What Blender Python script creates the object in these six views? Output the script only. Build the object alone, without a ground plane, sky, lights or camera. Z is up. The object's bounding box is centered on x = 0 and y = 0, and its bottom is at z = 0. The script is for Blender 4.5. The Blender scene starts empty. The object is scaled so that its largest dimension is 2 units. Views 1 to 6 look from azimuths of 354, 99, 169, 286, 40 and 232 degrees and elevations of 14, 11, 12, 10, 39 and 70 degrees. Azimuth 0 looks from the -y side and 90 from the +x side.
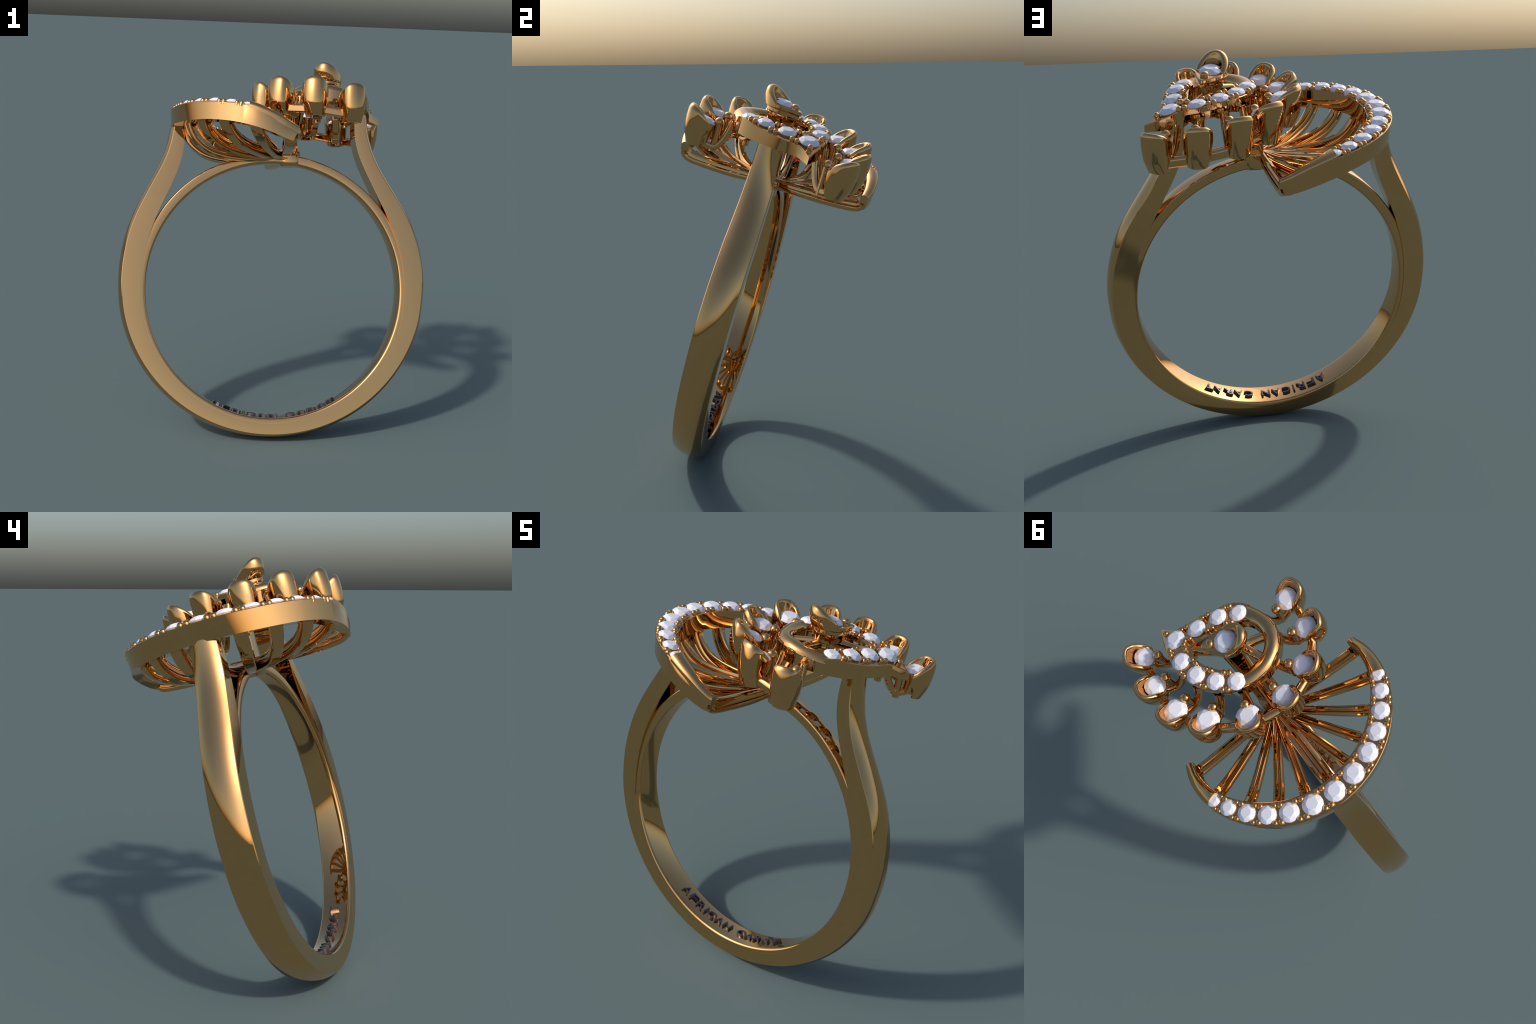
# Gold ring: split shank, fan of ribs under a stone-set crescent, nine hooded petals round a pear-shaped frame.
import bpy, bmesh, math
import numpy as np
from mathutils import Matrix, Vector

# ------------------------------------------------------------------ frame
# Everything is modelled in the ring's own upright frame (x across, y along the finger, z up, y = 0 the
# mirror plane of the band); the whole ring then leans back by TILT about x.
TILT = math.radians(16.15)
BASE = Vector((0.0, 0.0, -0.122))          # lowest point of the band in that frame
ROT = Matrix.Rotation(-TILT, 4, 'X')
ORIGIN = ROT @ Vector((0.0, -0.437, 0.0))
scene = bpy.context.scene
coll = scene.collection

root = bpy.data.objects.new("ring", None)
coll.objects.link(root)
root.matrix_basis = Matrix.Translation(ORIGIN + ROT @ BASE) @ ROT
root["label"] = "rose gold ring with diamond fan and petal cluster"
root["category"] = "ring"
root.empty_display_size = 0.1


# ------------------------------------------------------------------ materials
def gold_material():
    m = bpy.data.materials.new("polished_gold")
    m.use_nodes = True
    nt = m.node_tree
    b = nt.nodes["Principled BSDF"]
    tc = nt.nodes.new("ShaderNodeTexCoord")
    n = nt.nodes.new("ShaderNodeTexNoise")
    n.inputs["Scale"].default_value = 9.0
    n.inputs["Detail"].default_value = 3.0
    r = nt.nodes.new("ShaderNodeMapRange")
    r.inputs["To Min"].default_value = GOLD_ROUGH - 0.01
    r.inputs["To Max"].default_value = GOLD_ROUGH + 0.01
    nt.links.new(tc.outputs["Object"], n.inputs["Vector"])
    nt.links.new(n.outputs["Fac"], r.inputs["Value"])
    nt.links.new(r.outputs["Result"], b.inputs["Roughness"])
    b.inputs["Base Color"].default_value = GOLD + (1,)
    b.inputs["Metallic"].default_value = 1.0
    return m


def simple_material(name, col, rough, metal=0.0, ior=1.45):
    m = bpy.data.materials.new(name)
    m.use_nodes = True
    b = m.node_tree.nodes["Principled BSDF"]
    b.inputs["Base Color"].default_value = col + (1,)
    b.inputs["Roughness"].default_value = rough
    b.inputs["Metallic"].default_value = metal
    b.inputs["IOR"].default_value = ior
    return m


GOLD = (0.78, 0.44, 0.175)
GOLD_ROUGH = 0.035
gold = gold_material()
white = simple_material("white_diamond", (0.86, 0.865, 0.93), 0.25)
dark = simple_material("dark_enamel", (0.075, 0.07, 0.085), 0.3, 0.5)


# ------------------------------------------------------------------ mesh helpers
def finish(bm, name, mat, parent, sharp=35.0, flat=False):
    bmesh.ops.remove_doubles(bm, verts=bm.verts, dist=1e-5)
    bmesh.ops.recalc_face_normals(bm, faces=bm.faces)
    lim = math.radians(sharp)
    for f in bm.faces:
        f.smooth = not flat
    for e in bm.edges:
        e.smooth = not (len(e.link_faces) == 2 and e.calc_face_angle(0.0) > lim)
    me = bpy.data.meshes.new(name)
    bm.to_mesh(me)
    bm.free()
    me.materials.append(mat)
    return place(me, name, parent)


def place(me, name, parent, mat4=None):
    o = bpy.data.objects.new(name, me)
    coll.objects.link(o)
    o.parent = parent
    if mat4 is not None:
        o.matrix_basis = mat4
    return o


def up(p):
    """ring-frame point -> coordinates of the root empty"""
    return Vector(p) - BASE


def loft(bm, rings, closed_ring=True, closed_path=False, caps=True):
    vs = [[bm.verts.new(up(p)) for p in r] for r in rings]
    n = len(vs[0])
    m = len(vs)
    for i in range(m if closed_path else m - 1):
        a, b = vs[i], vs[(i + 1) % m]
        for j in range(n if closed_ring else n - 1):
            k = (j + 1) % n
            bm.faces.new((a[j], a[k], b[k], b[j]))
    if caps and not closed_path and closed_ring:
        bm.faces.new(list(reversed(vs[0])))
        bm.faces.new(vs[-1])
    return vs


def spline(pts, n, closed=False):
    """Catmull-Rom through control points, n samples"""
    P = [np.array(p, float) for p in pts]
    k = len(P)
    segs = k if closed else k - 1
    out = []
    for s in range(n):
        t = s / (n if closed else n - 1) * segs
        i = min(int(t), segs - 1)
        u = t - i
        if closed:
            a, b, c, d = P[(i - 1) % k], P[i % k], P[(i + 1) % k], P[(i + 2) % k]
        else:
            b, c = P[i], P[i + 1]
            a = P[i - 1] if i > 0 else 2 * b - c
            d = P[i + 2] if i + 2 < k else 2 * c - b
        out.append(0.5 * (2 * b + (c - a) * u + (2 * a - 5 * b + 4 * c - d) * u * u + (3 * b - a - 3 * c + d) * u ** 3))
    return out


def sweep(bm, path, section, side=None):
    """sweep section(u) -> list of (across, upward) along path; 'upward' is kept close to +z or to side"""
    rings = []
    m = len(path)
    for i, p in enumerate(path):
        p = np.array(p, float)
        t = np.array(path[min(i + 1, m - 1)], float) - np.array(path[max(i - 1, 0)], float)
        t /= np.linalg.norm(t)
        if side is None:
            s = np.cross(t, (0, 0, 1.0))
        else:
            s = np.array(side, float)
        s = s - t * (s @ t)
        s /= np.linalg.norm(s)
        n = np.cross(s, t)
        rings.append([p + s * a + n * b for a, b in section(i / (m - 1))])
    loft(bm, rings)


def circle_section(r):
    return [(r * math.cos(a), r * math.sin(a)) for a in np.linspace(0, 2 * math.pi, 14, endpoint=False)]


def round_bar(w, h):
    """flat-bottomed bar with a rounded top"""
    pts = [(-1, -.75), (-.75, -1), (.75, -1), (1, -.75), (1, .1)]
    pts += [(math.cos(a), .1 + .9 * math.sin(a)) for a in np.linspace(0.25, math.pi - .25, 9)]
    pts += [(-1, .1)]
    return [(x * w / 2, y * h / 2) for x, y in pts]


# ------------------------------------------------------------------ band: sleeve and split shank
CZ_IN, R_IN, R_SLEEVE = 0.685, 0.694, 0.747


def sleeve_half_width(t):                    # t: angle from straight up, 0..pi
    return float(np.interp(math.degrees(t), [0, 15, 30, 50, 70, 90, 110, 180],
                           [.037, .038, .043, .054, .065, .071, .0765, .0779]))


def build_sleeve():
    bm = bmesh.new()
    rings = []
    for i in range(256):
        a = 2 * math.pi * i / 256
        t = abs((a + math.pi) % (2 * math.pi) - math.pi)
        w = sleeve_half_width(t)
        f = 0.013
        prof = []
        ro = R_SLEEVE
        for (cy, cr, a0) in ((-w + f, R_IN + f, math.pi), (w - f, R_IN + f, 1.5 * math.pi), (w - f * .6, ro - f * .6, 0), (-w + f * .6, ro - f * .6, .5 * math.pi)):
            ff = f if cr < .72 else f * .6
            for k in range(5):
                b = a0 + k / 4 * math.pi / 2
                prof.append((cy + ff * math.cos(b), cr + ff * math.sin(b)))
        rings.append([(r * math.sin(a), y, CZ_IN + r * math.cos(a)) for y, r in prof])
    loft(bm, rings, closed_path=True)
    return finish(bm, "inner_sleeve", gold, root, 40)


# matched points of the outer and inner edge of the side faces, from the left shoulder to the flank, and right again
SHANK_L = [((-.546, 1.592), (-.500, 1.592)), ((-.552, 1.559), (-.497, 1.550)), ((-.567, 1.478), (-.495, 1.465)), ((-.594, 1.395), (-.513, 1.372)),
           ((-.637, 1.306), (-.550, 1.270)), ((-.691, 1.204), (-.593, 1.180)), ((-.741, 1.102), (-.634, 1.090)), ((-.777, 1.010), (-.668, 1.000)),
           ((-.802, .915), (-.694, .910)), ((-.817, .819), (-.710, .815)), ((-.823, .735), (-.718, .735))]
SHANK_R = [((.823, .705), (.721, .705)), ((.820, .785), (.714, .785)), ((.809, .870), (.703, .865)), ((.785, .968), (.680, .955)), ((.743, 1.078), (.637, 1.068)),
           ((.693, 1.166), (.595, 1.148)), ((.637, 1.255), (.551, 1.240)), ((.574, 1.357), (.503, 1.335)), ((.530, 1.453), (.460, 1.435)),
           ((.505, 1.549), (.437, 1.540)), ((.494, 1.639), (.437, 1.630)), ((.490, 1.692), (.446, 1.692))]


def build_shank():
    low = np.radians(np.arange(-172, -6, 8.0))
    ends = SHANK_L + [((.8235 * math.cos(a), .705 + .8045 * math.sin(a)), (.722 * math.cos(a), CZ_IN + .722 * math.sin(a))) for a in low] + SHANK_R
    both = resample(spline([a + b for a, b in ends], 1200), 280)
    for _ in range(14):                               # even out the curvature of the shoulders
        both[1:-1] = .5 * both[1:-1] + .25 * (both[:-2] + both[2:])
    n = len(both)
    O, I = both[:, :2], both[:, 2:]
    bm = bmesh.new()
    rings = []
    for i in range(n):
        o, q = np.array(O[i]), np.array(I[i])
        t = np.array(O[min(i + 1, n - 1)]) - np.array(O[max(i - 1, 0)])
        nrm = np.array((t[1], -t[0])) / np.linalg.norm(t)
        if nrm @ (o - q) < 0:
            nrm = -nrm
        w = float(np.interp(o[1], [-.2, .8, 1.2, 1.5, 1.7], [.0780, .0780, .0755, .067, .061]))
        bulge = float(np.interp(o[1], [1.2, 1.6], [.021, .022]))
        cham = 0.0005
        ring = [(q[0], -w + cham, q[1]), (q[0] + .06 * (o[0] - q[0]), -w, q[1] + .06 * (o[1] - q[1])),
                (o[0] - nrm[0] * .004, -w, o[1] - nrm[1] * .004)]
        for k in range(13):
            s = -1 + 2 * k / 12
            b = bulge * (1 - abs(s) ** 2.2)
            ring.append((o[0] + nrm[0] * b, s * (w - .003), o[1] + nrm[1] * b))
        ring += [(o[0] - nrm[0] * .004, w, o[1] - nrm[1] * .004), (q[0] + .06 * (o[0] - q[0]), w, q[1] + .06 * (o[1] - q[1])),
                 (q[0], w - cham, q[1])]
        rings.append(ring)
    loft(bm, rings)
    return finish(bm, "shank", gold, root, 13)


def resample(P, n):
    P = np.array(P)
    d = np.r_[0, np.cumsum(np.linalg.norm(np.diff(P, axis=0), axis=1))]
    u = np.linspace(0, d[-1], n)
    return np.stack([np.interp(u, d, P[:, k]) for k in range(P.shape[1])], 1)


sleeve = build_sleeve()
shank = build_shank()


def build_letters():
    """raised words round the inside of the sleeve, reading from -x to +x"""
    words = "AFRICAN CARAT"
    a0, a1 = math.radians(-28.6), math.radians(30.8)
    widths = {' ': .62, 'I': .42}
    adv = [widths.get(c, 1.0) for c in words]
    tot = sum(adv)
    pos = 0.0
    for c, w in zip(words, adv):
        mid = a0 + (a1 - a0) * (pos + w / 2) / tot
        pos += w
        if c == ' ':
            continue
        cu = bpy.data.curves.new("letter", 'FONT')
        cu.body = c
        cu.extrude = 0.5
        cu.offset = 0.008
        cu.resolution_u = 4
        tmp = bpy.data.objects.new("letter_source", cu)
        coll.objects.link(tmp)
        me = bpy.data.meshes.new_from_object(tmp.evaluated_get(bpy.context.evaluated_depsgraph_get()))
        bpy.data.objects.remove(tmp)
        bpy.data.curves.remove(cu)
        v = np.array([p.co[:] for p in me.vertices])
        lo, hi = v.min(0), v.max(0)
        size = (a1 - a0) / tot * (w * 0.80 if c != 'I' else .17)          # angle covered by the letter
        for p, q in zip(me.vertices, v):
            ang = mid + ((q[0] - lo[0]) / (hi[0] - lo[0]) - .5) * size
            y = .003 + ((q[1] - lo[1]) / (hi[1] - lo[1]) - .5) * .047
            r = R_IN + .002 - (.015 if q[2] > 0 else 0)
            p.co = up((r * math.sin(ang), y, CZ_IN - r * math.cos(ang)))
        me.name = "letter"
        me.materials.clear()
        me.materials.append(dark)
        place(me, "letter", sleeve)


build_letters()


# ------------------------------------------------------------------ shared small pieces: diamonds and beads
def diamond_mesh():
    """round brilliant of radius 1, girdle at z = 0"""
    bm = bmesh.new()

    def pt(r, deg, z):
        return bm.verts.new((r * math.cos(math.radians(deg)), r * math.sin(math.radians(deg)), z))
    T = [pt(.56, 45 * k + 22.5, .36) for k in range(8)]
    M = [pt(.80, 45 * k, .23) for k in range(8)]
    G = [pt(1, 22.5 * k, .03) for k in range(16)]
    H = [pt(1, 22.5 * k, -.03) for k in range(16)]
    cul = bm.verts.new((0, 0, -.75))
    bm.faces.new(T)
    for k in range(8):
        k1 = (k + 1) % 8
        bm.faces.new((T[k - 1], M[k], T[k]))
        bm.faces.new((T[k], M[k], G[2 * k + 1], M[k1]))
        bm.faces.new((M[k], G[2 * k], G[2 * k + 1]))
        bm.faces.new((M[k], G[2 * k - 1], G[2 * k]))
    for j in range(16):
        i = (j + 1) % 16
        bm.faces.new((G[j], H[j], H[i], G[i]))
        bm.faces.new((H[j], cul, H[i]))
    bmesh.ops.recalc_face_normals(bm, faces=bm.faces)
    me = bpy.data.meshes.new("diamond")
    bm.to_mesh(me)
    bm.free()
    me.materials.append(white)
    return me


def bead_mesh(name, cap, post, depth):
    """domed cap on a post; cap radius 1-scaled, dome base at z = 0"""
    bm = bmesh.new()
    prof = [(0, 1.0)] + [(math.sin(a), math.cos(a)) for a in np.linspace(.2, math.pi / 2, 7)] + [(1, -.15), (.93, -.3), (post, -.42), (post, -depth), (0, -depth)]
    n = 18
    rings = [[bm.verts.new((cap * r * math.cos(t), cap * r * math.sin(t), cap * z)) for t in np.linspace(0, 2 * math.pi, n, endpoint=False)] for r, z in prof[1:-1]]
    top = bm.verts.new((0, 0, cap))
    for a, b in zip(rings, rings[1:]):
        for j in range(n):
            bm.faces.new((a[j], b[j], b[(j + 1) % n], a[(j + 1) % n]))
    for j in range(n):
        bm.faces.new((top, rings[0][j], rings[0][(j + 1) % n]))
    bm.faces.new(list(reversed(rings[-1])))
    bmesh.ops.recalc_face_normals(bm, faces=bm.faces)
    for f in bm.faces:
        f.smooth = True
    for e in bm.edges:
        e.smooth = not (len(e.link_faces) == 2 and e.calc_face_angle(0) > .7)
    me = bpy.data.meshes.new(name)
    bm.to_mesh(me)
    bm.free()
    me.materials.append(gold)
    return me


DIAMOND = diamond_mesh()
BEAD = bead_mesh("bead", 1.0, .95, 1.3)
PRONG = bead_mesh("prong", 1.0, .70, 6.0)


def frame(origin, zdir, xdir):
    z = Vector(zdir).normalized()
    x = Vector(xdir)
    x = (x - z * x.dot(z)).normalized()
    y = z.cross(x)
    m = Matrix((x, y, z)).transposed().to_4x4()
    m.translation = up(origin)
    return m


def put(me, name, parent, origin, size, zdir=(0, 0, 1), xdir=(1, 0, 0)):
    return place(me, name, parent, frame(origin, zdir, xdir) @ Matrix.Diagonal((size, size, size, 1)))


# ------------------------------------------------------------------ crescent rim of the fan
R_FAN = 0.511
PHI_END = 97.8


def rim_half(phi):
    return float(np.interp(abs(phi), [0, 33, 47, 60, 75, 88, PHI_END], [.064, .059, .054, .046, .035, .026, .020]))


def rim_top(x):
    return float(np.interp(x, [-.60, -.467, -.36, -.243, -.149, -.05, .072], [1.666, 1.651, 1.638, 1.617, 1.594, 1.555, 1.488]))


def rim_bottom(x):
    return float(np.interp(x, [-.60, -.467, -.356, -.242, -.123, -.049, .05], [1.583, 1.558, 1.546, 1.524, 1.489, 1.462, 1.424]))


def rim_point(phi, r):
    a = math.radians(phi)
    return -r * math.cos(a), r * math.sin(a)


def rim_centre_radius(phi):
    return float(np.interp(abs(phi), [0, 60, 75, 90, 97], [R_FAN, R_FAN, .508, .500, .492]))


def smooth_interp(fn, x, h=.03):
    return sum(fn(x + d) for d in np.linspace(-h, h, 9)) / 9


def build_rim():
    bm = bmesh.new()
    rings = []
    for phi in np.linspace(-PHI_END, PHI_END, 121):
        h, rc = rim_half(phi), rim_centre_radius(phi)
        ring = []
        for s, z in ((-1, 1), (-.96, 1), (.96, 1), (1, 1), (1, 0), (-1, 0)):
            x, y = rim_point(phi, rc + s * h)
            xm = rim_point(phi, rc)[0]
            zz = smooth_interp(rim_top, xm) if z else smooth_interp(rim_bottom, xm - .02 * float(np.interp(abs(phi), [60, PHI_END], [0, 1])))
            if z and abs(s) == 1:
                zz -= .003
            if not z and s == 1:                      # slight draft of the outer wall
                x, y = rim_point(phi, rc + h - .005)
            if not z:
                x -= .03 * np.interp(abs(phi), [60, PHI_END], [0, 1])
            ring.append((x, y, zz))
        rings.append(ring)
    loft(bm, rings)
    return finish(bm, "fan_rim", gold, root, 30)


rim = build_rim()


def build_rim_end(sign):
    """half-round solid end of the crescent beyond the last stone"""
    bm = bmesh.new()
    rings = []
    for phi in np.linspace(70.2, PHI_END + .15, 34):
        h, rc = rim_half(phi) + .001, rim_centre_radius(phi)
        ring = []
        for k in range(17):
            s = -math.cos(math.pi * k / 16)
            x, y = rim_point(phi, rc + s * h)
            z = smooth_interp(rim_top, rim_point(phi, rc)[0]) + .80 * h * math.sqrt(max(0, 1 - s * s)) - .003
            ring.append((x, sign * y, z))
        for s in (1, -1):
            x, y = rim_point(phi, rc + s * h * .9)
            ring.append((x, sign * y, smooth_interp(rim_top, rim_point(phi, rc)[0]) - .03))
        rings.append(ring)
    loft(bm, rings)
    return finish(bm, "fan_rim_end", gold, rim, 40)


build_rim_end(1)
build_rim_end(-1)

RIM_STONES = [(0, .0500, 1.665), (13.0, .0500, 1.664), (25.7, .0475, 1.657), (37.3, .0445, 1.648), (48.5, .0430, 1.638), (59.3, .0390, 1.624), (68.9, .0335, 1.607)]


def slope_normal(phi):
    x = rim_point(phi, R_FAN)[0]
    d = (smooth_interp(rim_top, x + .02) - smooth_interp(rim_top, x - .02)) / .04
    return Vector((-d, 0, 1)).normalized()


def set_rim_stones():
    full = [(-p, r, z) for p, r, z in reversed(RIM_STONES[1:])] + RIM_STONES
    for p, r, z in full:
        x, y = rim_point(p, R_FAN)
        n = slope_normal(p)
        put(DIAMOND, "diamond", rim, (x, y, smooth_interp(rim_top, x) + .004), r * 1.02, n, (math.cos(math.radians(p)), -math.sin(math.radians(p)), 0))
    for (p0, r0, z0), (p1, r1, z1) in zip(full, full[1:]):
        g = (p0 * r1 + p1 * r0) / (r0 + r1)
        r = (r0 + r1) / 2
        size = .0162 * (r / .05) ** .7
        for side in (-1, 1):
            off = r * .87
            for d in (-1, 1):
                rad = R_FAN + side * off
                gg = g + d * math.degrees(size * .93 / rad)
                x, y = rim_point(gg, rad)
                put(BEAD, "bead", rim, (x, y, smooth_interp(rim_top, rim_point(gg, R_FAN)[0]) + .004), size, slope_normal(gg))


set_rim_stones()


# ------------------------------------------------------------------ ribs of the fan and the hub
HUB = (0.055, 0.0, 1.422)


def build_rib(phi):
    a = math.radians(phi)
    ex, ey = rim_point(phi, rim_centre_radius(phi) - .012)
    zend = rim_bottom(ex) + .02
    dz = zend - 1.585
    f = max(0.0, 1 + dz / .17)                   # 1 at the back of the fan, about 0 at the tips
    if abs(phi) > 80:
        ctrl = [(0, 1.432), (.3, 1.426), (.6, 1.424), (.85, 1.428), (.95, 1.434), (.99, 1.445), (1.0, zend)]
    else:
        rise = zend - 1.405
        b = float(np.interp(abs(phi), [0, 20, 55, 75], [0, .06, .52, .85]))       # the side ribs run straighter
        lift = lambda p, q: 1.407 + ((1 - b) * p + b * q) * rise
        ctrl = [(0, 1.432), (.2, lift(.03, .10)), (.42, lift(0, .20)), (.62, lift(.02, .33)), (.78, lift(.13, .50)), (.89, lift(.35, .67)),
                (.96, lift(.63, .84)), (1.0, zend)]
    pts = spline([(HUB[0] + (ex - HUB[0]) * u, (ey) * u, z) for u, z in ctrl], 36)
    bm = bmesh.new()
    side = np.cross(np.array((ex - HUB[0], ey, 0)), (0, 0, 1.0))

    def section(u):
        # ledge below, tall rounded ridge on top; h0 below the path, ridge height h1 above it
        w = float(np.interp(u, [0, .2, .6, 1], [.026, .042, .055, .066])) if abs(phi) < 80 else float(np.interp(u, [0, .2, 1], [.034, .054, .062]))
        h0 = float(np.interp(u, [0, .25, 1], [.018, .026, .022]))
        h1 = float(np.interp(u, [0, .25, .8, 1], [.022, .040, .042, .034]))
        prof = [(-.72, -1), (.72, -1), (.94, -.85), (1, -.6), (1, -.05), (.92, .08), (.70, .12), (.66, .5), (.48, .82), (.19, 1),
                (-.19, 1), (-.48, .82), (-.66, .5), (-.70, .12), (-.92, .08), (-1, -.05), (-1, -.6), (-.94, -.85)]
        return [(x * w / 2, y * (h1 if y > 0 else h0)) for x, y in prof]
    sweep(bm, pts, section, side)
    return finish(bm, "fan_rib", gold, root, 28)


for phi in (-93.5, -73.0, -53.2, -35.3, -17.5, 0, 17.5, 35.3, 53.2, 73.0, 93.5):
    build_rib(phi)


def build_hub():
    bm = bmesh.new()
    # rounded block on the sleeve where all the ribs meet
    rings = []
    for z, g in ((1.366, -.004), (1.372, 0), (1.440, 0), (1.447, -.004)):
        ring = []
        for k in range(28):
            a = 2 * math.pi * k / 28
            c, s = math.cos(a), math.sin(a)
            x = .088 + (.056 + g) * math.copysign(abs(c) ** .5, c)
            y = (.043 + g) * math.copysign(abs(s) ** .6, s)
            ring.append((x, y, z))
        rings.append(ring)
    loft(bm, rings)
    return finish(bm, "hub", gold, root, 40)


hub = build_hub()


# ------------------------------------------------------------------ pear-shaped frame
PEAR_OUT = [(.632, .199), (.574, .160), (.550, .096), (.538, .021), (.513, -.066), (.484, -.137), (.434, -.193), (.358, -.231), (.280, -.246),
            (.209, -.233), (.157, -.202), (.118, -.156), (.092, -.095), (.084, -.028), (.093, .037), (.128, .120), (.182, .179),
            (.249, .219), (.330, .242), (.411, .245), (.509, .233), (.632, .199)]
PEAR_IN = [(.426, .128), (.415, .060), (.399, -.045), (.380, -.108), (.348, -.150), (.290, -.168), (.217, -.154), (.172, -.098), (.156, -.009),
           (.174, .030), (.217, .070), (.291, .122), (.361, .141), (.426, .128)]
PC = np.array((.290, -.005))


def pear_top(x, y=0.05):
    return float(np.interp(x, [.15, .25, .32, .40, .46, .50, .54, .58, .64], [1.793, 1.790, 1.780, 1.766, 1.757, 1.741, 1.720, 1.703, 1.679])) + .06 * min(0.0, y - .05) * (x < .40 or (.46 - x) / .06 * (x < .46))


def pear_bottom(x):
    return float(np.interp(x, [.08, .30, .45, .55, .64], [1.694, 1.688, 1.678, 1.660, 1.645]))


def polar(curve, ang):
    """distance from PC to a closed curve in direction ang"""
    d = np.array((math.cos(ang), math.sin(ang)))
    best = 0
    for p, q in zip(curve, curve[1:]):
        e = q - p
        den = d[0] * e[1] - d[1] * e[0]
        if abs(den) < 1e-12:
            continue
        w = p - PC
        t = (w[0] * e[1] - w[1] * e[0]) / den
        u = (w[0] * d[1] - w[1] * d[0]) / den
        if t > 0 and -1e-6 <= u <= 1 + 1e-6:
            best = max(best, t)
    return best


OUT_CURVE = [np.array(p) for p in spline(PEAR_OUT, 260)]
IN_CURVE = [np.array(p) for p in spline(PEAR_IN, 260)]
TIP_ANG = math.atan2(.199 - PC[1], .632 - PC[0])


def pear_pts(ang, s):
    """s = 0 inner edge, 1 outer edge"""
    d = np.array((math.cos(ang), math.sin(ang)))
    r = (1 - s) * polar(IN_CURVE, ang) + s * polar(OUT_CURVE, ang)
    return PC + d * r


def ang_of(x, y):
    return math.atan2(y - PC[1], x - PC[0])


ARC0, ARC1 = ang_of(.46, .24), ang_of(.10, .06)          # open arcade on the far side


HEAD0, HEAD1 = ang_of(.113, .042), ang_of(.395, -.168) + 2 * math.pi        # solid round end


def in_head(a):
    return HEAD0 < a % (2 * math.pi) < HEAD1


def build_pear():
    bm = bmesh.new()
    angs = np.linspace(TIP_ANG, TIP_ANG + 2 * math.pi, 181)
    rings = []
    for a in angs:
        aw = (a + math.pi) % (2 * math.pi) - math.pi
        arcade = ARC0 < aw < ARC1
        ring = []
        for s, b in ((0, 1), (0.04, 2), (.96, 2), (1, 1), (1, 0), (0, 0)):
            p = pear_pts(a, s)
            zt = pear_top(p[0], p[1]) - (.024 if in_head(a) else 0)
            z = zt - (.002 if b == 1 else 0) if b else (zt - .024 if arcade else pear_bottom(p[0]))
            ring.append((p[0], p[1], z))
        rings.append(ring)
    loft(bm, rings[:-1], closed_path=True)
    return finish(bm, "pear_frame", gold, root, 30)


pear = build_pear()


def build_pear_head():
    """solid half-round part of the pear between the first and the last stone"""
    bm = bmesh.new()
    rings = []
    for a in np.linspace(HEAD0 - .02, HEAD1 + .02, 60):
        q = pear_pts(a, .5)
        zt = pear_top(q[0], q[1])
        ring = []
        for k in range(17):
            s = -math.cos(math.pi * k / 16)
            p = pear_pts(a, .5 + .51 * s)
            ring.append((p[0], p[1], zt - .026 + .036 * math.sqrt(max(0, 1 - s * s))))
        for s in (.95, .05):
            p = pear_pts(a, s)
            ring.append((p[0], p[1], zt - .045))
        rings.append(ring)
    loft(bm, rings)
    return finish(bm, "pear_head", gold, pear, 40)


build_pear_head()

PEAR_STONES = [(.415, -.141, .041), (.461, -.056, .042), (.485, .056, .044), (.513, .169, .049), (.394, .204, .043), (.287, .184, .043), (.200, .128, .041), (.137, .052, .041)]


def pear_normal(x):
    return Vector((1.12 * max(0, x - .15) * .8, 0, 1)).normalized()


def set_pear_stones():
    for x, y, r in PEAR_STONES:
        put(DIAMOND, "diamond", pear, (x, y, pear_top(x, y) + .004), r * 1.04, pear_normal(x), (1, .3, 0))
    for i, (a, b) in enumerate(zip(PEAR_STONES, PEAR_STONES[1:])):
        g = (np.array(a[:2]) + np.array(b[:2])) / 2
        t = np.array(b[:2]) - np.array(a[:2])
        t /= np.linalg.norm(t)
        n = np.array((t[1], -t[0]))
        for side in (-1, 1):
            off = .040
            if i in (2, 3):
                off = .037
            for d in (-1, 1):
                p = g + n * side * off + t * d * .0130
                put(BEAD, "bead", pear, (p[0], p[1], pear_top(p[0], p[1]) + .006), .0145, pear_normal(p[0]))
    put(BEAD, "bead", pear, (.574, .187, pear_top(.574) + .016), .0145, pear_normal(.574))


set_pear_stones()


def box(bm, c, ax, ay, sx, sy, z0, z1):
    c, ax, ay = np.array(c), np.array(ax), np.array(ay)
    lo = [c + ax * i * sx + ay * j * sy for i, j in ((-1, -1), (1, -1), (1, 1), (-1, 1))]
    loft(bm, [[(p[0], p[1], z0) for p in lo], [(p[0], p[1], z1) for p in lo]])


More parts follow.
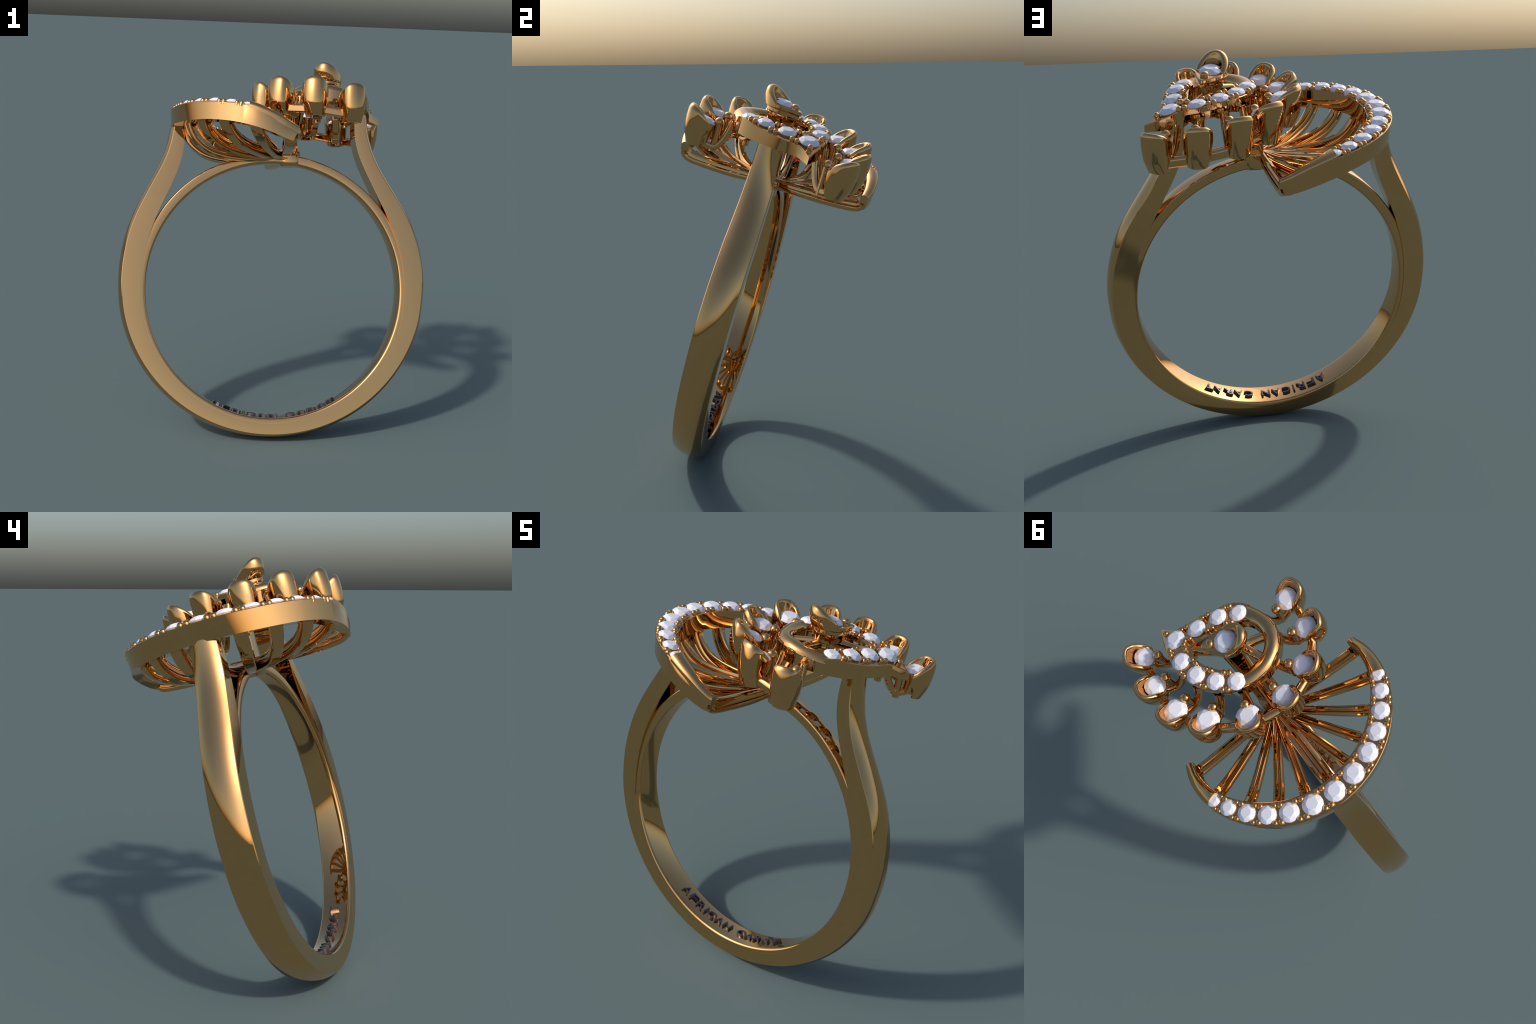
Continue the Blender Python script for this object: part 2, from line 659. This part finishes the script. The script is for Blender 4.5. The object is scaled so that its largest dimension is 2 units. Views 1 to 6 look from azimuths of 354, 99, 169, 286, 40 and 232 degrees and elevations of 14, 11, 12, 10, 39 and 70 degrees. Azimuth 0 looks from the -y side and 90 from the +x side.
def build_arcade():
    """posts and lower rail of the open side of the pear, with the stone seats between them"""
    for i in (3, 4, 5, 6):
        a, b = np.array(PEAR_STONES[i][:2]), np.array(PEAR_STONES[i + 1][:2])
        g = (a + b) / 2
        ang = ang_of(*g)
        d = np.array((math.cos(ang), math.sin(ang)))
        p = pear_pts(ang, .80)
        bm = bmesh.new()
        box(bm, p, (-d[1], d[0]), d, .014, .016, pear_top(p[0]) - .062, pear_top(p[0]) - .01)
        finish(bm, "gallery_post", gold, pear)
    bm = bmesh.new()
    angs = np.linspace(ARC0 - .08, ARC1 + .08, 40)
    rings = []
    for a in angs:
        ring = []
        for s, z in ((.3, -.052), (.86, -.052), (.86, -.066), (.3, -.066)):
            p = pear_pts(a, s)
            ring.append((p[0], p[1], pear_top(p[0]) + z))
        rings.append(ring)
    loft(bm, rings)
    finish(bm, "gallery_rail", gold, pear)
    for x, y, r in PEAR_STONES[4:7]:
        put(BEAD, "stone_seat", pear, (x, y, pear_top(x) - .05), r * .62)


build_arcade()


# ------------------------------------------------------------------ petals
STONES = [(.356, -.360, 1.685), (.176, -.347, 1.715), (.028, -.231, 1.738), (-.036, -.076, 1.747), (-.014, .107, 1.759),
          (.097, .270, 1.744), (.241, .361, 1.721), (.416, .377, 1.690), (.579, .342, 1.661)]
BEADS = [(.343, -.295, 1.700), (.195, -.286, 1.723), (.075, -.183, 1.740), (.031, -.063, 1.750), (.041, .086, 1.762),
         (.131, .212, 1.751), (.260, .292, 1.730), (.414, .314, 1.705), (.542, .284, 1.675)]


def bent_wall(plan, rim_z, foot, thick, stone=.049):
    """solid bent wall with a rounded lip: plan is the outer outline, rim_z(s) the lip height,
    foot(z, s) gives the shrink of the outline near the bottom; s runs -1..1; inside, the wall
    slopes from the lip down to the edge of the stone"""
    bm = bmesh.new()
    n = len(plan)
    P = np.array(plan)
    cols = []
    for i in range(n):
        s = -1 + 2 * i / (n - 1)
        t = P[min(i + 1, n - 1)] - P[max(i - 1, 0)]
        t /= np.linalg.norm(t)
        nrm = np.array((-t[1], t[0]))                 # inwards
        top = rim_z(s)
        r, rv = thick / 2, thick * .9
        prof = [(0, z) for z in np.linspace(FOOT, top - rv, 14)]
        prof += [(r - r * math.cos(a), top - rv + rv * math.sin(a)) for a in np.linspace(.25, math.pi - .25, 8)]
        hug = max(thick, np.linalg.norm(P[i]) - stone)
        for z in np.linspace(top - rv, min(-.012, top - rv - .004), 6)[1:]:
            f = (top - rv - z) / (top - rv - min(-.012, top - rv - .004))
            prof.append((thick + (hug - thick) * f ** .8, z))
        prof += [(hug, -.05), (thick, -.10), (thick, FOOT)]
        col = []
        for off, z in prof:
            p = P[i] + nrm * off
            col.append(bm.verts.new(foot(p, z, s)))
        cols.append(col)
    m = len(cols[0])
    for a, b in zip(cols, cols[1:]):
        for j in range(m):
            k = (j + 1) % m
            bm.faces.new((a[j], b[j], b[k], a[k]))
    bm.faces.new(cols[0])
    bm.faces.new(list(reversed(cols[-1])))
    return bm


FOOT = -.134


def smooth_mesh(bm, name, deg=50):
    bmesh.ops.recalc_face_normals(bm, faces=bm.faces)
    for f in bm.faces:
        f.smooth = True
    for e in bm.edges:
        e.smooth = not (len(e.link_faces) == 2 and e.calc_face_angle(0) > math.radians(deg))
    me = bpy.data.meshes.new(name)
    bm.to_mesh(me)
    bm.free()
    me.materials.append(gold)
    return me


def cup_mesh():
    """hooded half-bezel: a bent wall, tall at the outer side, rounded in at the bottom (x is outward)"""
    plan = spline([(-.026, -.055), (-.004, -.064), (.022, -.0665), (.052, -.0620), (.081, -.042), (.092, 0), (.081, .042), (.052, .0620),
                   (.022, .0665), (-.004, .064), (-.026, .055)], 57)

    def rim_z(s):
        return float(-.014 + .082 * max(0.0, math.cos(s * math.pi / 2)) ** 1.05)

    def foot(p, z, s):
        d = z - FOOT
        k = .74 + .26 * min(1.0, d / .065) ** .5
        w = .86 + .14 * min(1.0, d / .13)
        x = .024 + (p[0] - .024) * k
        y = p[1] * (.5 + .5 * k) * w
        if abs(s) > .7:                               # the two ends slant in towards the foot
            x += (abs(s) - .7) / .3 * .030 * max(0, 1 - d / .10)
        swell = max(0.0, 1 - ((z + .025) / .088) ** 2)          # plump back, curling in at the crest
        if x > .02:
            x += (x - .02) * (.14 * swell - .05)
        return x, y * (.97 + .05 * swell), z
    bm = bent_wall(plan, rim_z, foot, .027)
    # conical seat that carries the stone
    n = 24
    rings = [[bm.verts.new((.010 + r * math.cos(t), r * math.sin(t), z)) for t in np.linspace(0, 2 * math.pi, n, endpoint=False)]
             for r, z in ((.036, -.016), (.060, -.018), (.058, -.036), (.044, -.060), (.036, -.120), (.024, -.120), (.028, -.055))]
    for a, b in zip(rings, rings[1:]):
        for j in range(n):
            bm.faces.new((a[j], b[j], b[(j + 1) % n], a[(j + 1) % n]))
    return smooth_mesh(bm, "petal")


CUP = cup_mesh()
PETAL_TILT = math.radians(11)
PETAL_R = [.052, .051, .051, .054, .057, .058, .054, .050, .047]
PETAL_LEAN = [4, 0, 0, 0, 2, 0, 2, 4, 7]


def build_petals():
    for st, bd, r, lean in zip(STONES, BEADS, PETAL_R, PETAL_LEAN):
        st, bd = Vector(st), Vector(bd)
        o = Vector((st.x - bd.x, st.y - bd.y, 0)).normalized()
        petal = place(CUP, "petal", root, frame(st, Vector((0, 0, 1)) + o * math.tan(math.radians(lean)), o))
        inv = petal.matrix_basis.inverted()
        n = Vector((0, 0, 1)) * math.cos(PETAL_TILT) - o * math.sin(PETAL_TILT)
        d = put(DIAMOND, "diamond", petal, st - n * .006, r * 1.05, n, o)
        d.matrix_basis = inv @ d.matrix_basis
        p = put(PRONG, "prong", petal, (bd.x, bd.y, bd.z - .013), .0245)
        p.matrix_basis = inv @ p.matrix_basis
        # hooked bar from the foot of the petal to the side of the pear frame
        a = ang_of(bd.x, bd.y)
        e = pear_pts(a, .90)
        end = Vector((e[0], e[1], pear_top(e[0], e[1]) - .055))
        span = (Vector((end.x, end.y, 0)) - Vector((st.x, st.y, 0)))
        zb = st.z - .112
        path = []
        for u, k in ((.12, 0), (.35, -.008), (.58, -.004), (.78, .25), (.92, .62), (1.0, 1.0)):
            q = Vector((st.x, st.y, 0)) + span * u
            z = zb + (k if k <= 0 else k * (end.z - zb))
            path.append((q.x, q.y, z))
        bm = bmesh.new()
        sweep(bm, spline(path, 22), lambda u: round_bar(.040, .034), np.cross(np.array((span.x, span.y, 0)), (0, 0, 1.0)))
        h = finish(bm, "petal_hook", gold, petal, 30)
        h.matrix_basis = inv


def build_links():
    for a, b, c, d in zip(STONES, STONES[1:], BEADS, BEADS[1:]):
        pa = np.array(a) + (np.array(a) - np.array(c)) * (1, 1, 0) * .35
        pb = np.array(b) + (np.array(b) - np.array(d)) * (1, 1, 0) * .35
        low = -.092 if a[1] < .2 else -.100
        pa[2] = a[2] + low
        pb[2] = b[2] + low
        bm = bmesh.new()
        sweep(bm, [pa, pa * .67 + pb * .33, pa * .33 + pb * .67, pb], lambda u: round_bar(.044, .048))
        finish(bm, "petal_link", gold, root, 30)


build_petals()
build_links()


# ------------------------------------------------------------------ raised centre setting of the pear
CENTRE = Vector((.299, -.018, 1.864))
C_OUT = Vector((-.50, -.866, 0))             # towards the hood; the prong stands opposite


def teardrop(scale, z, cx=0.0, n=44):
    """outline with a point on -x (towards the prong), in the setting's own axes"""
    pts = []
    for k in range(n):
        t = 2 * math.pi * k / n
        c = math.cos(t)
        if c >= 0:
            x, y = .078 * c, .066 * math.sin(t)
        else:
            x, y = .112 * c, .066 * math.sin(t) * (1 - .50 * abs(c) ** 1.4)
        pts.append((cx + x * scale, y * scale, z))
    return pts


def build_centre():
    m = frame(CENTRE, (0.02, .05, 1), C_OUT)
    bm = bmesh.new()

    def lofted(levels):
        rings = [[bm.verts.new(p) for p in teardrop(s, z)] for s, z in levels]
        n = len(rings[0])
        for a, b in zip(rings, rings[1:]):
            for j in range(n):
                bm.faces.new((a[j], b[j], b[(j + 1) % n], a[(j + 1) % n]))
        bm.faces.new(rings[0])
        bm.faces.new(list(reversed(rings[-1])))
    lofted([(1.02, -.012), (1.08, -.016), (1.08, -.028), (1.04, -.032)])
    lofted([(.94, -.031), (1.02, -.036), (1.02, -.050), (.96, -.056)])
    lofted([(.90, -.054), (.86, -.080), (.74, -.098)])
    setting = finish(bm, "centre_setting", gold, root, 32)
    setting.matrix_basis = m
    # hood over the stone
    arc = [(.014 + .078 * math.cos(a), .075 * math.sin(a)) for a in np.linspace(math.radians(-108), math.radians(108), 49)]

    def hood_foot(p, z, s):
        zz = -.030 + (z - FOOT) * (.030 + .066) / (.066 - FOOT) if z < .066 else z
        t = (zz + .030) / .096
        return p[0] + (.016 * math.sin(math.pi * min(1, t * .85)) + .004 * t) * max(0, p[0]) / .079, p[1] * (1 - .05 * t * t), zz
    bm = bent_wall(arc, lambda s: -.085 + .150 * max(0.0, math.cos(s * math.pi / 2)) ** .95, hood_foot, .030, .052)
    place(smooth_mesh(bm, "hood"), "hood", setting)
    inv = m.inverted()
    d = put(DIAMOND, "diamond", setting, CENTRE - Vector((0, 0, .006)), .055, (0.06, .12, 1), C_OUT)
    d.matrix_basis = inv @ d.matrix_basis
    p = put(BEAD, "prong", setting, (.336, .046, 1.860), .0210, (.02, .05, 1))
    p.matrix_basis = inv @ p.matrix_basis @ Matrix.Diagonal((1, 1, .75, 1))
    # bars that hold the setting inside the pear and a stem down to the hub
    for a, b in (((.27, -.06, 1.758), (.160, -.110, 1.742)), ((.28, -.06, 1.755), (.250, -.175, 1.740)), ((.31, .02, 1.758), (.44, .15, 1.722))):
        bm = bmesh.new()
        sweep(bm, [np.array(a) * (1 - u) + np.array(b) * u for u in (0, .33, .67, 1)], lambda u: round_bar(.044, .040))
        h = finish(bm, "cross_bar", gold, setting, 30)
        h.matrix_basis = inv


def build_stem():
    """upright plate from the hub to the round end of the pear"""
    bm = bmesh.new()
    rings = []
    for z, x, w in ((1.43, .085, .044), (1.50, .086, .040), (1.60, .096, .040), (1.735, .118, .038)):
        rings.append([(x + a * w, -.008 + b * .017, z) for a, b in ((-1, -.6), (-.8, -1), (.8, -1), (1, -.6), (1, .6), (.8, 1), (-.8, 1), (-1, .6))])
    loft(bm, rings)
    finish(bm, "stem", gold, hub, 30)


build_stem()
build_centre()
bpy.context.view_layer.update()
